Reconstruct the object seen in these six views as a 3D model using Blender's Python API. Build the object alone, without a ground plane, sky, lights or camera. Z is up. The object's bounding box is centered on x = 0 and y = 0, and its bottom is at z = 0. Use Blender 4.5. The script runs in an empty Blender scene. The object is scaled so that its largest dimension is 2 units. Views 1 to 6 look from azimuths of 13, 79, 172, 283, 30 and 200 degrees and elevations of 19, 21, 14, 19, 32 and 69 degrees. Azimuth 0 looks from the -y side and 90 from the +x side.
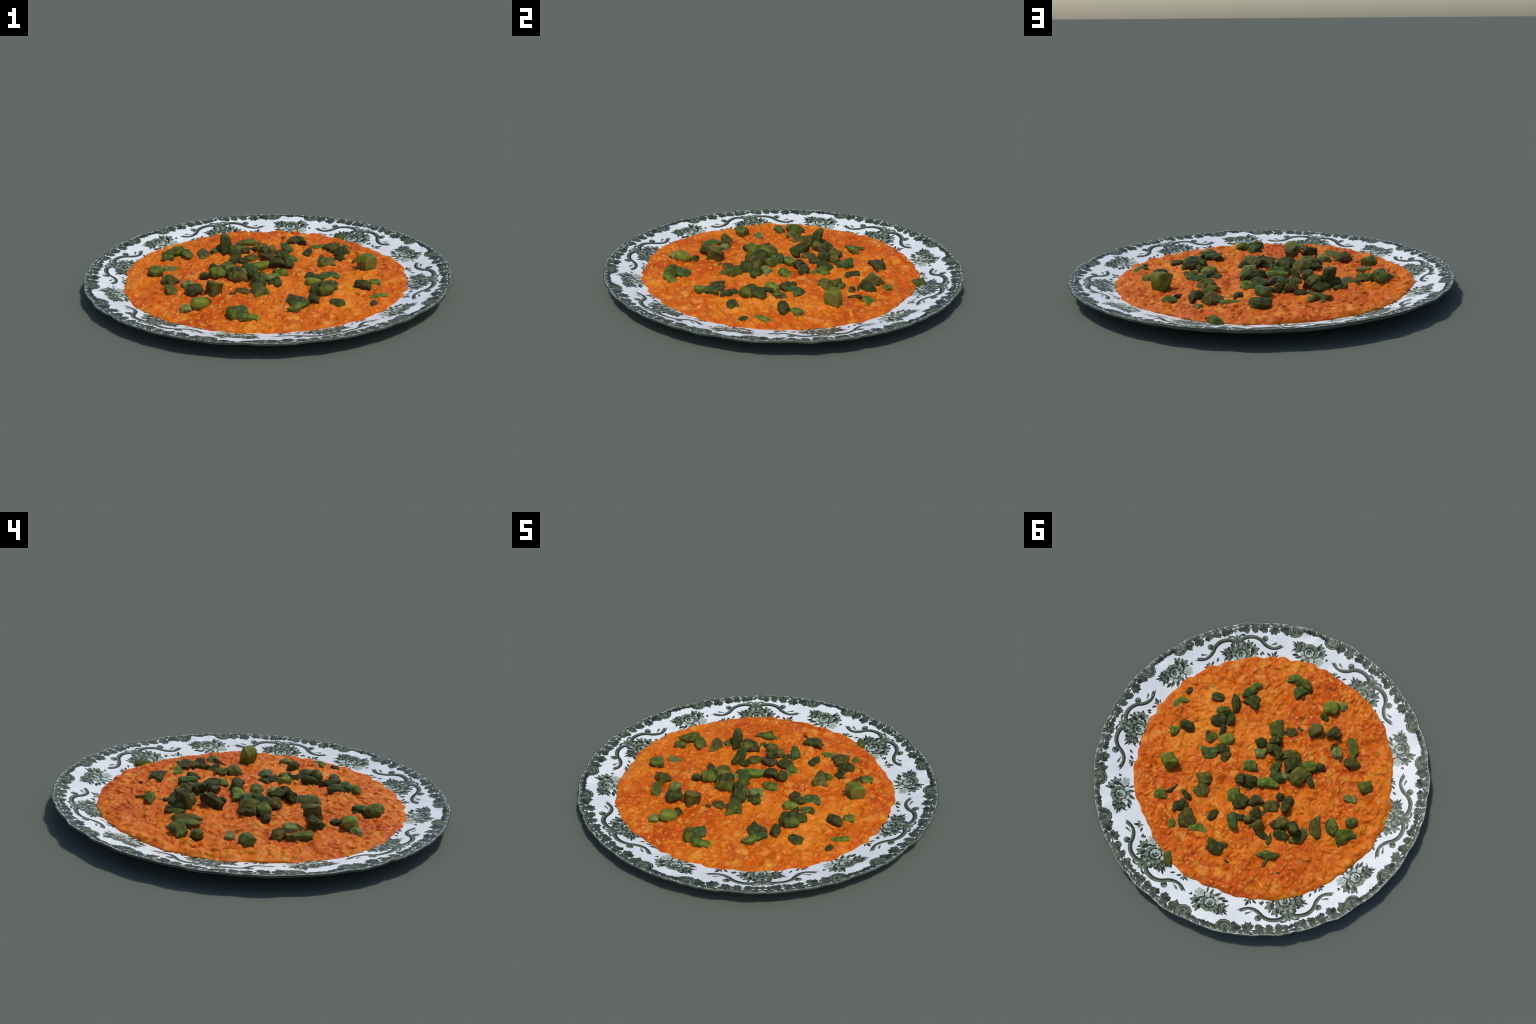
# A plate of orange risotto topped with chopped green asparagus.
# The plate is shallow, white, with a scalloped edge and a green transfer print
# that repeats six times round the rim (scroll + bouquet + leafy border).
import bpy, math, random
import numpy as np
from mathutils import Vector, Matrix, noise
from mathutils.geometry import delaunay_2d_cdt

random.seed(7)
RNG = np.random.default_rng(7)
TAU = 2 * math.pi

# ------------------------------------------------------------------ helpers
def smooth(a, b, x):
    t = np.clip((x - a) / (b - a), 0, 1)
    return t * t * (3 - 2 * t)

class WaveField:
    """Smooth random relief: a sum of plane waves with a band of wavelengths."""
    def __init__(self, seed, shortest, longest, count=40):
        r = np.random.default_rng(seed)
        k = TAU / np.exp(r.uniform(math.log(shortest), math.log(longest), count))
        a = r.uniform(0, TAU, count)
        self.kx, self.ky = k * np.cos(a), k * np.sin(a)
        self.ph = r.uniform(0, TAU, count)
        self.n = math.sqrt(2 / count)
    def __call__(self, x, y):
        x = np.asarray(x, float); y = np.asarray(y, float)
        out = np.zeros(np.broadcast(x, y).shape)
        for kx, ky, p in zip(self.kx, self.ky, self.ph):
            out += np.cos(kx * x + ky * y + p)
        return out * self.n

def new_mesh(name, verts, faces, mats=(), smooth_shade=True):
    me = bpy.data.meshes.new(name)
    me.from_pydata([tuple(map(float, v)) for v in verts], [], [tuple(map(int, f)) for f in faces])
    for m in mats:
        me.materials.append(m)
    if smooth_shade:
        me.polygons.foreach_set('use_smooth', [True] * len(me.polygons))
    me.update()
    return me

def add_object(name, mesh, parent=None):
    ob = bpy.data.objects.new(name, mesh)
    bpy.context.scene.collection.objects.link(ob)
    ob.parent = parent
    return ob

# ---------------------------------------------------------------- materials
def srgb(r, g, b):
    f = lambda c: c / 12.92 if c <= 0.04045 else ((c + 0.055) / 1.055) ** 2.4
    return (f(r / 255), f(g / 255), f(b / 255), 1)

class Mat:
    def __init__(self, name, rough=0.45, spec=0.3):
        self.m = bpy.data.materials.new(name)
        self.m.use_nodes = True
        self.nt = self.m.node_tree
        self.b = self.nt.nodes['Principled BSDF']
        self.b.inputs['Roughness'].default_value = rough
        self.b.inputs['Specular IOR Level'].default_value = spec
    def node(self, t, **kw):
        n = self.nt.nodes.new(t)
        for k, v in kw.items():
            if hasattr(n, k):
                setattr(n, k, v)
            else:
                n.inputs[k].default_value = v
        return n
    def link(self, a, b):
        self.nt.links.new(a, b)
    def coords(self, scale=(1, 1, 1)):
        c = self.node('ShaderNodeTexCoord')
        mp = self.node('ShaderNodeMapping')
        mp.inputs['Scale'].default_value = scale
        self.link(c.outputs['Object'], mp.inputs['Vector'])
        return mp.outputs['Vector']
    def noise(self, scale, detail=3, rough=0.5, vec=None, dist=0.0):
        n = self.node('ShaderNodeTexNoise')
        n.inputs['Scale'].default_value = scale
        n.inputs['Detail'].default_value = detail
        n.inputs['Roughness'].default_value = rough
        n.inputs['Distortion'].default_value = dist
        self.link(vec if vec is not None else self.coords(), n.inputs['Vector'])
        return n.outputs['Fac']
    def ramp(self, fac, stops):
        n = self.node('ShaderNodeValToRGB')
        e = n.color_ramp.elements
        while len(e) < len(stops):
            e.new(0.5)
        for el, (p, c) in zip(e, stops):
            el.position = p
            el.color = c
        self.link(fac, n.inputs['Fac'])
        return n.outputs['Color']
    def mix(self, fac, a, b, mode='MIX'):
        n = self.node('ShaderNodeMix', data_type='RGBA', blend_type=mode)
        for sock, v in ((n.inputs[0], fac), (n.inputs[6], a), (n.inputs[7], b)):
            if hasattr(v, 'links') or isinstance(v, bpy.types.NodeSocket):
                self.link(v, sock)
            else:
                sock.default_value = v
        return n.outputs[2]
    def math(self, op, a, b=0.0):
        n = self.node('ShaderNodeMath', operation=op)
        for sock, v in ((n.inputs[0], a), (n.inputs[1], b)):
            if isinstance(v, bpy.types.NodeSocket):
                self.link(v, sock)
            else:
                sock.default_value = v
        return n.outputs[0]
    def color(self, c):
        if isinstance(c, bpy.types.NodeSocket):
            self.link(c, self.b.inputs['Base Color'])
        else:
            self.b.inputs['Base Color'].default_value = c
    def bump(self, h, strength, dist):
        n = self.node('ShaderNodeBump')
        n.inputs['Strength'].default_value = strength
        n.inputs['Distance'].default_value = dist
        self.link(h, n.inputs['Height'])
        self.link(n.outputs['Normal'], self.b.inputs['Normal'])

def glaze(name, c1, c2, scale=14):
    m = Mat(name, rough=0.42, spec=0.22)
    m.color(m.ramp(m.noise(scale, 4), [(0.35, c1), (0.65, c2)]))
    return m.m

WHITE = glaze('white_glaze', srgb(224, 228, 228), srgb(233, 236, 234), 5)
PALE = glaze('print_pale_green', srgb(160, 176, 160), srgb(192, 204, 192), 60)
SAGE = glaze('print_sage_green', srgb(98, 112, 92), srgb(122, 135, 114), 45)
MID = glaze('print_border_green', srgb(52, 60, 48), srgb(80, 88, 74), 70)
DARK = glaze('print_dark_green', srgb(30, 35, 28), srgb(47, 52, 43), 60)
UNDER = glaze('shade_darkened_underside_glaze', srgb(128, 124, 116), srgb(150, 146, 138), 8)  # white glaze darkened to warm grey for the shadow beneath the plate
PRINT = [WHITE, PALE, SAGE, MID, DARK, UNDER]
W_, P_, S_, M_, D_, U_ = range(6)

# ------------------------------------------------------- the plate's surface
R_REF = 0.88            # radius at which pattern arc length is measured
PHASE = math.radians(1.9)   # direction of one scroll clasp
R_PRINT0, R_PRINT1 = 0.66, 0.988
wave_rim = WaveField(11, 0.10, 0.3, 24)
wave_fine = WaveField(12, 0.035, 0.08, 30)

def scallop(theta):
    """Outline of the moulded edge: broad lobes with small cusps, six times round."""
    theta = (np.asarray(theta, float) + math.pi) % TAU - math.pi
    t = theta - PHASE
    lobes = np.abs(np.sin(15 * t + 0.5 * np.sin(6 * t) + 0.35 * np.sin(theta * 2 + 1)))
    return ((0.0075 + 0.004 * np.sin(theta * 5 + 2) ) * (lobes ** 0.7 - 0.72) + 0.0015 * np.cos(18 * t + 0.7) + 0.0012 * np.cos(3 * t + 1.0)
            + 0.004 * np.exp(-((theta + 1.05) / 0.32) ** 2) - 0.002 * np.exp(-((theta + 1.98) / 0.32) ** 2)
            + 0.0048 * np.cos(2 * (theta - 0.75)) + 0.001 * wave_fine(np.cos(theta), np.sin(theta)))

def plate_z(r, theta):
    r = np.asarray(r, float)
    z = np.interp(r, [0, 0.62, 0.68, 0.73, 0.78, 0.84, 0.90, 0.96, 0.993],
                  [0.026, 0.026, 0.0275, 0.031, 0.039, 0.0515, 0.0645, 0.0765, 0.081])
    x, y = r * np.cos(theta), r * np.sin(theta)
    k = smooth(0.74, 0.84, r)
    z = z + 0.0014 * k * wave_rim(x, y)
    # moulded bumps that run along the inside of the border
    t = theta - PHASE
    band = np.exp(-((r - 0.945 - 0.006 * np.cos(12 * t)) / 0.016) ** 2)
    z = z + band * (0.0022 * np.cos(54 * t + 1.2 * np.cos(6 * t)) + 0.0012 * wave_fine(x, y))
    z = z + 0.0030 * (np.abs(np.sin(15 * t + 0.5 * np.sin(6 * t) + 0.35 * np.sin(theta * 2 + 1))) - .6) * smooth(0.94, 0.99, r)
    # the plate is not quite true: the far side stands a little higher
    z = z + (0.0058 + 0.0046 * np.cos(theta - 1.35) + 0.0025 * np.cos(2 * (theta - 2.0))) * smooth(0.74, 0.99, r)
    return z

def plate_point(r, theta):
    """Nominal polar position on the printed face -> world position."""
    r = np.asarray(r, float); theta = np.asarray(theta, float)
    rr = r + scallop(theta) * smooth(0.86, 0.985, r)
    return np.stack([rr * np.cos(theta), rr * np.sin(theta), plate_z(r, theta)], -1)

def plate_normal(r, theta):
    e = 2e-3
    a = plate_point(r + e, theta) - plate_point(r - e, theta)
    b = plate_point(r, theta + e) - plate_point(r, theta - e)
    n = np.cross(a, b)
    return n / np.linalg.norm(n, axis=-1, keepdims=True)

# ------------------------------------------------ drawing tools for the print
# Shapes are outlines in (s, t): s along the rim, t outwards (radius for absolute shapes).
def spline(pts, n=6):
    p = np.array(pts, float)
    p = np.vstack([2 * p[0] - p[1], p, 2 * p[-1] - p[-2]])
    out = []
    for i in range(1, len(p) - 2):
        for u in np.linspace(0, 1, n, endpoint=False):
            a, b, c, d = p[i - 1:i + 3]
            out.append(0.5 * (2 * b + (c - a) * u + (2 * a - 5 * b + 4 * c - d) * u * u
                              + (3 * b - a - 3 * c + d) * u ** 3))
    out.append(p[-2])
    return np.array(out)

def stroke(pts, widths, offset=0.0, n=5):
    """A tapering ribbon along a spline, shifted sideways by offset half-widths."""
    c = spline(pts, n)
    w = np.interp(np.linspace(0, 1, len(c)), np.linspace(0, 1, len(widths)), widths) / 2
    d = np.gradient(c, axis=0)
    d /= np.linalg.norm(d, axis=1)[:, None] + 1e-9
    nrm = np.stack([-d[:, 1], d[:, 0]], 1)
    m = c + nrm * (w * offset)[:, None]
    k = w * (1 - abs(offset))
    return np.vstack([m + nrm * k[:, None], (m - nrm * k[:, None])[::-1]])

def disc(c, rx, ry=None, ang=0, n=12, scal=0.0, lobes=0):
    ry = ry or rx
    a = np.linspace(0, TAU, n, endpoint=False)
    q = 1 + scal * np.cos(lobes * a)
    x, y = rx * q * np.cos(a), ry * q * np.sin(a)
    return np.stack([c[0] + x * math.cos(ang) - y * math.sin(ang),
                     c[1] + x * math.sin(ang) + y * math.cos(ang)], 1)

def along(base, tip, prof):
    """Outline given as (fraction along base->tip, sideways fraction of the length)."""
    b, t = np.array(base, float), np.array(tip, float)
    d = t - b
    nn = np.array([-d[1], d[0]])
    return np.array([b + d * u + nn * v for u, v in prof])

LEAFLET = [(0, 0), (0.2, 0.13), (0.5, 0.2), (0.8, 0.12), (1, 0), (0.8, -0.12), (0.5, -0.2), (0.2, -0.13)]
SPIKE = [(0, 0.05), (0.5, 0.08), (1, 0), (0.5, -0.08), (0, -0.05)]
IVY = [(0, 0.04), (0.12, 0.22), (0.34, 0.42), (0.62, 0.52), (0.60, 0.30), (0.8, 0.2), (1.0, 0.03), (0.86, -0.1),
       (0.72, -0.24), (0.8, -0.46), (0.5, -0.40), (0.25, -0.30), (0.08, -0.14), (0, -0.04)]
IVY_SHADE = [(0, 0), (0.12, -0.19), (0.27, -0.30), (0.5, -0.38), (0.45, -0.2), (0.62, -0.12), (0.42, -0.02), (0.66, 0.06),
             (0.36, 0.08), (0.3, 0.24), (0.14, 0.18)]

class Sheet:
    """Collects coloured outlines; later ones lie on top of earlier ones."""
    def __init__(self):
        self.items = []
    def add(self, col, poly):
        self.items.append((col, np.asarray(poly)))
    def placed(self, f):
        s = Sheet()
        s.items = [(c, f(p)) for c, p in self.items]
        return s

def ivy_leaf(sh, base, tip):
    b, t = np.array(base, float), np.array(tip, float)
    sh.add(S_, along(b, t, IVY))
    sh.add(D_, along(b, t, IVY_SHADE))
    for u, v, a in ((1.03, 0.03, (0.80, 0.06)), (0.66, 0.55, (0.5, 0.36)), (0.84, -0.5, (0.62, -0.32))):
        tipq, basq = along(b, t, [(u, v)])[0], along(b, t, [a])[0]
        sh.add(D_, along(basq, tipq, [(0, .25), (.5, .35), (1, 0), (.5, -.35), (0, -.25)]))

def dark_leaflet(sh, base, tip, col=D_, wide=1.0):
    sh.add(col, along(base, tip, [(u, v * wide * 1.2) for u, v in LEAFLET]))

def bouquet():
    """A blown rose with a thistle-like bud, two ivy leaves and a speckled flower."""
    r = random.Random(3)
    sh = Sheet()
    # wispy leaves below and twig
    for a, b in (((0.0, -0.03), (0.05, -0.075)), ((-0.02, -0.03), (-0.01, -0.085)), ((0.03, -0.03), (0.085, -0.05)),
                 ((-0.04, -0.045), (-0.05, -0.085))):
        sh.add(S_, along(a, b, LEAFLET)); sh.add(D_, along(a, b, SPIKE))
    for a, b in (((-0.115, -0.005), (-0.137, 0.008)), ((-0.118, 0.008), (-0.13, -0.012)), ((0.062, -0.028), (0.108, -0.035)),
                 ((0.108, -0.018), (0.116, -0.012))):
        sh.add(D_, along(a, b, LEAFLET))
    ivy_leaf(sh, (-0.036, 0.036), (-0.079, 0.070))
    ivy_leaf(sh, (-0.058, 0.010), (-0.113, 0.034))
    # bud
    sh.add(D_, disc((0.071, 0.022), 0.030, 0.038, 0.5, 16, 0.06, 5))
    for c, rx, ry in (((0.079, -0.006), .012, .016), ((0.049, 0.045), .013, .013), ((0.083, 0.044), .010, .012)):
        sh.add(S_, disc(c, rx, ry, 0.4, 10))
        sh.add(D_, disc((c[0] - .003, c[1] - .003), rx * .45, ry * .45, 0.4, 8))
    sh.add(M_, disc((0.074, 0.022), 0.013, 0.016, 0.4, 10))
    for k in range(7):
        a = k * TAU / 7
        sh.add(D_ if k % 2 else P_, disc((0.074 + 0.009 * math.cos(a), 0.022 + .011 * math.sin(a)), 0.003, n=6))
    sh.add(P_, along((0.088, 0.008), (0.113, 0.012), LEAFLET))
    for a, b in (((0.090, 0.03), (0.123, 0.050)), ((0.088, 0.04), (0.097, 0.060)), ((0.092, 0.024), (0.120, 0.028)),
                 ((0.09, 0.008), (0.116, -0.014))):
        sh.add(D_, along(a, b, [(0, .1), (.5, .16), (1, 0), (.5, -.16), (0, -.1)]))
    # rose: dark ground, ring of petals, dark ring, pale heart
    sh.add(M_, disc((0, 0.004), 0.050, 0.050, 0, 40, 0.08, 10))
    for k in range(10):
        a = (k + 0.5) * TAU / 10
        c = (0.044 * math.cos(a), 0.004 + 0.044 * math.sin(a))
        sh.add(D_ if a < 2.9 and a > 0.6 else M_, disc(c, 0.0180, 0.0140, a + math.pi / 2, 12))
        col = S_ if 0.2 < a < 3.0 or k in (5, 7) else P_
        sh.add(col, disc((0.046 * math.cos(a), 0.004 + 0.046 * math.sin(a)), 0.0150, 0.0115, a + math.pi / 2, 12))
        e = (0.036 * math.cos(a + .25), 0.004 + .036 * math.sin(a + .25))
        sh.add(D_, along(e, (0.055 * math.cos(a + .31), .004 + .055 * math.sin(a + .31)), SPIKE))
    sh.add(D_, disc((0, 0.002), 0.0365, 0.0335, 0, 30, 0.07, 8))
    for k in range(8):
        a = k * TAU / 8 + 0.2
        sh.add(P_ if k not in (1, 2) else S_, disc((0.024 * math.cos(a), 0.002 + 0.0225 * math.sin(a)), 0.0095, 0.0062, a + 1.57, 10))
    sh.add(D_, disc((-0.001, 0), 0.0165, 0.0145, 0, 12))
    sh.add(P_, stroke([(0.006, -0.012), (-0.010, -0.010), (-0.013, 0.001), (-0.006, 0.008)], [.006, .009, .009, .006]))
    sh.add(S_, disc((0.004, 0.004), 0.0065, n=10))
    sh.add(P_, disc((0.008, -0.004), 0.004, n=8))
    # speckled flower
    sh.add(D_, disc((-0.066, -0.024), 0.022, 0.028, 0.3, 24, 0.16, 6))
    sh.add(P_, disc((-0.082, -0.030), 0.030, 0.027, 0.3, 30, 0.12, 5))
    for k in range(11):
        a = k * 2.4
        q = 0.019 * math.sqrt((k + .5) / 11)
        sh.add(D_, disc((-0.080 + q * math.cos(a), -0.029 + q * math.sin(a)), 0.0026, n=6))
    for k in range(5):
        a = k * TAU / 5 + 0.4
        sh.add(M_, along((-0.082 + .022 * math.cos(a), -.03 + .02 * math.sin(a)), (-0.082 + .034 * math.cos(a), -.03 + .03 * math.sin(a)), SPIKE))
    return sh

def scroll():
    """Two mirrored S-scrolls held by an acanthus clasp."""
    sh = Sheet()
    arm = [(0.017, 0.868), (0.026, 0.884), (0.043, 0.895), (0.072, 0.900), (0.103, 0.898), (0.130, 0.888), (0.152, 0.872),
           (0.171, 0.851), (0.198, 0.834), (0.230, 0.827), (0.262, 0.831), (0.290, 0.843)]
    for k in (1, -1):
        f = lambda pts: [(k * p[0], p[1]) for p in pts]
        wd = np.array([.026, .025, .025, .025, .025, .024, .023, .020, .014, .006])
        sh.add(D_, stroke(f(arm), wd))
        sh.add(S_, stroke(f(arm), wd * .92, 0.48 * k))
        sh.add(M_, stroke(f(arm), wd * .80, 0.80 * k))
        sh.add(M_, stroke(f(arm), wd * .30, -0.2 * k))
        # ball and its collar
        sh.add(D_, disc((k * 0.1735, 0.886), 0.0190, n=16))
        sh.add(S_, disc((k * 0.177, 0.889), 0.0140, n=14))
        sh.add(D_, disc((k * 0.168, 0.881), 0.0095, 0.013, 0.5 * k, 10))
        sh.add(M_, stroke(f([(0.163, 0.886), (0.157, 0.872), (0.170, 0.856), (0.195, 0.838)]), [.008, .010, .008, .003]))
        sh.add(S_, stroke(f([(0.166, 0.884), (0.161, 0.872), (0.174, 0.855), (0.198, 0.839)]), [.005, .006, .005, .002]))
        # drops at the tip
        for a, b, w in (((0.208, 0.845), (0.250, 0.863), .9), ((0.236, 0.836), (0.284, 0.851), .8)):
            sh.add(S_, along(*f([a, b]), [(0, .02), (.4, .10 * w), (.8, .16 * w), (.95, .10 * w), (1, 0), (.95, -.1 * w), (.8, -.16 * w), (.4, -.1 * w), (0, -.02)]))
            sh.add(D_, along(*f([a, b]), [(0, .0), (.5, -.02 * k), (.85, -.03 * k), (.97, -.06 * k), (.8, -.15 * k), (.4, -.10 * k)]))
        sh.add(D_, stroke(f([(0.238, 0.829), (0.262, 0.830), (0.299, 0.848)]), [.004, .005, .003]))
        # curl beside the clasp
        sh.add(D_, disc((k * 0.035, 0.861), 0.0155, 0.0150, 0, 16))
        sh.add(S_, disc((k * 0.030, 0.864), 0.0085, 0.0095, 0, 10))
        sh.add(D_, disc((k * 0.036, 0.866), 0.0045, n=8))
        # side plume of the clasp
        sh.add(D_, stroke(f([(0.010, 0.905), (0.026, 0.914), (0.045, 0.916), (0.052, 0.908)]), [.012, .013, .011, .004]))
        sh.add(S_, stroke(f([(0.006, 0.898), (0.020, 0.910), (0.034, 0.914)]), [.012, .013, .006]))
    body = [(-0.016, 0.858), (-0.010, 0.850), (0, 0.853), (0.010, 0.850), (0.016, 0.858), (0.013, 0.878), (0.018, 0.892), (0.025, 0.907),
            (0.017, 0.916), (0.006, 0.914), (0, 0.926), (-0.006, 0.914), (-0.017, 0.916), (-0.025, 0.907), (-0.018, 0.892), (-0.013, 0.878)]
    sh.add(S_, body)
    sh.add(D_, disc((0.001, 0.881), 0.0068, 0.021, 0, 14))
    sh.add(S_, disc((0.003, 0.878), 0.0025, 0.013, 0, 10))
    sh.add(D_, disc((0, 0.853), 0.008, 0.007, 0, 10))
    sh.add(D_, [(-0.005, 0.914), (0, 0.928), (0.005, 0.914)])
    for k in (1, -1):
        sh.add(D_, along((k * .012, .90), (k * .020, .917), SPIKE))
        sh.add(D_, stroke([(k * .0145, .858), (k * .0115, .876), (k * .014, .888)], [.003, .004, .002]))
    # grass sprigs between scroll and bouquet
    for k in (1, -1):
        for a, b in (((0.235, 0.775), (0.245, 0.800)), ((0.228, 0.778), (0.221, 0.803)), ((0.215, 0.775), (0.186, 0.797)),
                     ((0.245, 0.772), (0.268, 0.787)), ((0.17, 0.785), (0.147, 0.808)), ((0.23, 0.77), (0.255, 0.815 if k < 0 else 0.785))):
            sh.add(D_, along((k * a[0], a[1]), (k * b[0], b[1]), LEAFLET))
        sh.add(S_, along((k * 0.225, 0.76), (k * 0.235, 0.80), LEAFLET))
    return sh

def border():
    """Leafy garland along the edge: paired shells about each bouquet, leaf sprays about each clasp."""
    r = random.Random(5)
    sh = Sheet()
    H = math.radians(30) * R_REF
    # ground band with an uneven inner line (one half-sector each side of the clasp)
    s = np.linspace(-H, H, 150)
    b = s.copy()
    loc = np.minimum(np.abs(s - H), np.abs(s + H))
    inner = 0.9535 + 0.003 * np.sin(s * 150) + 0.0025 * np.sin(s * 67 + 1)
    inner = inner - 0.012 * np.exp(-((loc - 0.115) / 0.030) ** 2) + 0.012 * np.exp(-((np.abs(s) - 0.275) / 0.022) ** 2) + 0.006 * np.exp(-(loc / 0.05) ** 2)
    sh.add(M_, np.vstack([np.stack([s, inner], 1), np.stack([s[::-1], 0 * s + R_PRINT1 - 0.0008], 1)]))
    # leaf sprays
    def spray(s0, t0, n, length, spread, lean=0.0, col=None):
        for k in range(n):
            a = -math.pi / 2 + lean + spread * ((k + .5) / n - .5) * 2
            ln = length * r.uniform(.8, 1.1) * (1 - .25 * abs((k + .5) / n - .5) * 2)
            tip = (s0 + ln * math.cos(a), t0 + ln * math.sin(a))
            dark_leaflet(sh, (s0, t0), tip, col or r.choice((D_, M_, M_)), 1.1)
            mid = (s0 + .85 * ln * math.cos(a), t0 + .85 * ln * math.sin(a))
            if k % 2 == 0 or length > .04:
                sh.add(S_ if k % 2 else D_, along((s0 + .35 * ln * math.cos(a), t0 + .35 * ln * math.sin(a)), mid, [(0, .05), (1, .0), (0, -.05)]))
    for k in (1, -1):
        spray(k * 0.225, 0.956, 8, 0.052, 1.15, 0.15 * k)
        spray(k * 0.262, 0.958, 4, 0.034, 0.9, 0.9 * k)
        spray(k * 0.175, 0.957, 6, 0.042, 0.9, -0.3 * k)
        spray(k * 0.145, 0.962, 4, 0.036, 0.9, 0.5 * k)
        spray(k * 0.108, 0.960, 6, 0.044, 1.1, 0.3 * k)
        spray(k * 0.062, 0.956, 7, 0.040, 1.3, 0)
        spray(k * 0.026, 0.964, 5, 0.036, 0.9, 0.4 * k)
    spray(0.0, 0.966, 4, 0.032, 0.9)
    # branch line tying the sprays together, with white peeping through
    for k in (1, -1):
        for q in (0.205, 0.135, 0.088, 0.042, 0.012):
            sh.add(W_, disc((k * q, 0.966), r.uniform(.006, .010), r.uniform(.0025, .004), r.uniform(-.4, .4), 8))
    # shells about the bouquet (bouquet centre is at s = +-H)
    for k in (1, -1):
        c = np.array((k * (H - 0.112), 0.956))
        spray(c[0] - k * 0.042, 0.964, 8, 0.058, 1.2, -0.55 * k)
        sh.add(D_, disc(c, 0.045, 0.044, 0, 34, 0.03, 11))
        sh.add(S_, disc(c, 0.040, 0.039, 0, 24))
        sh.add(D_, disc(c + (0.001 * k, .001), 0.0345, 0.0335, 0, 22))
        sh.add(M_, disc(c + (0.001 * k, .001), 0.0290, 0.0280, 0, 20))
        sp = [(c[0] + k * (0.027 - .0032 * i) * math.cos(i * .75 + 2.6), c[1] + (0.026 - .0032 * i) * math.sin(i * .75 + 2.6)) for i in range(8)]
        sh.add(S_, stroke(sp, [.007, .006, .005]))
        sh.add(S_, disc(c + (k * 0.010, -.006), 0.0065, n=10))
        sh.add(D_, stroke([(c[0] - k * .018, c[1] + .02), (c[0] + k * .002, c[1] + .026), (c[0] + k * .02, c[1] + .018)], [.003, .004, .003]))
        # tail of the shell running to the bouquet's middle
        sh.add(D_, stroke([(c[0] + k * .030, .975), (c[0] + k * .055, .968), (c[0] + k * .085, .972), (k * H, .970)], [.014, .013, .010, .012]))
        sh.add(S_, stroke([(c[0] + k * .030, .980), (c[0] + k * .055, .974), (c[0] + k * .085, .977), (k * H, .976)], [.004, .003, .004, .003]))
        for q in np.linspace(0.035, 0.112, 6):
            dark_leaflet(sh, (c[0] + k * q, 0.972), (c[0] + k * (q + r.uniform(-.006, .012)), 0.950 + r.uniform(-.003, .006)), D_, 1.5)
    # dark leaf marks and light veins all along the band
    for q in np.arange(-H + .004, H - .004, 0.0125):
        t = 0.968 + r.uniform(-.003, .006)
        dark_leaflet(sh, (q, t), (q + r.uniform(-.012, .012), t + r.uniform(.008, .013)), D_, 1.3)
    for q in np.arange(-H + .004, H - .004, 0.019):
        t = 0.968 + r.uniform(-.004, .004)
        sh.add(S_, along((q, t), (q + r.uniform(-.012, .012), t + .009), SPIKE))
    # rope of pale beads on the lip
    for i, q in enumerate(np.arange(-H + .004, H - .010, 0.0088)):
        t0, t1 = 0.9715 + r.uniform(-.002, .003), 0.9865
        col = r.choice((P_, S_, S_, S_, M_, M_, D_))
        sh.add(col, along((q, t0), (q + .007 + r.uniform(-.002, .002), t1), [(0, .1), (.5, .17), (1, .12), (1, -.12), (.5, -.17), (0, -.1)]))
    for i in range(26):
        q = r.uniform(-H + .02, H - .02)
        sh.add(r.choice((S_, P_, W_)), disc((q, 0.9845), r.uniform(.006, .016), 0.0018, 0, 8))
    return sh

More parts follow.
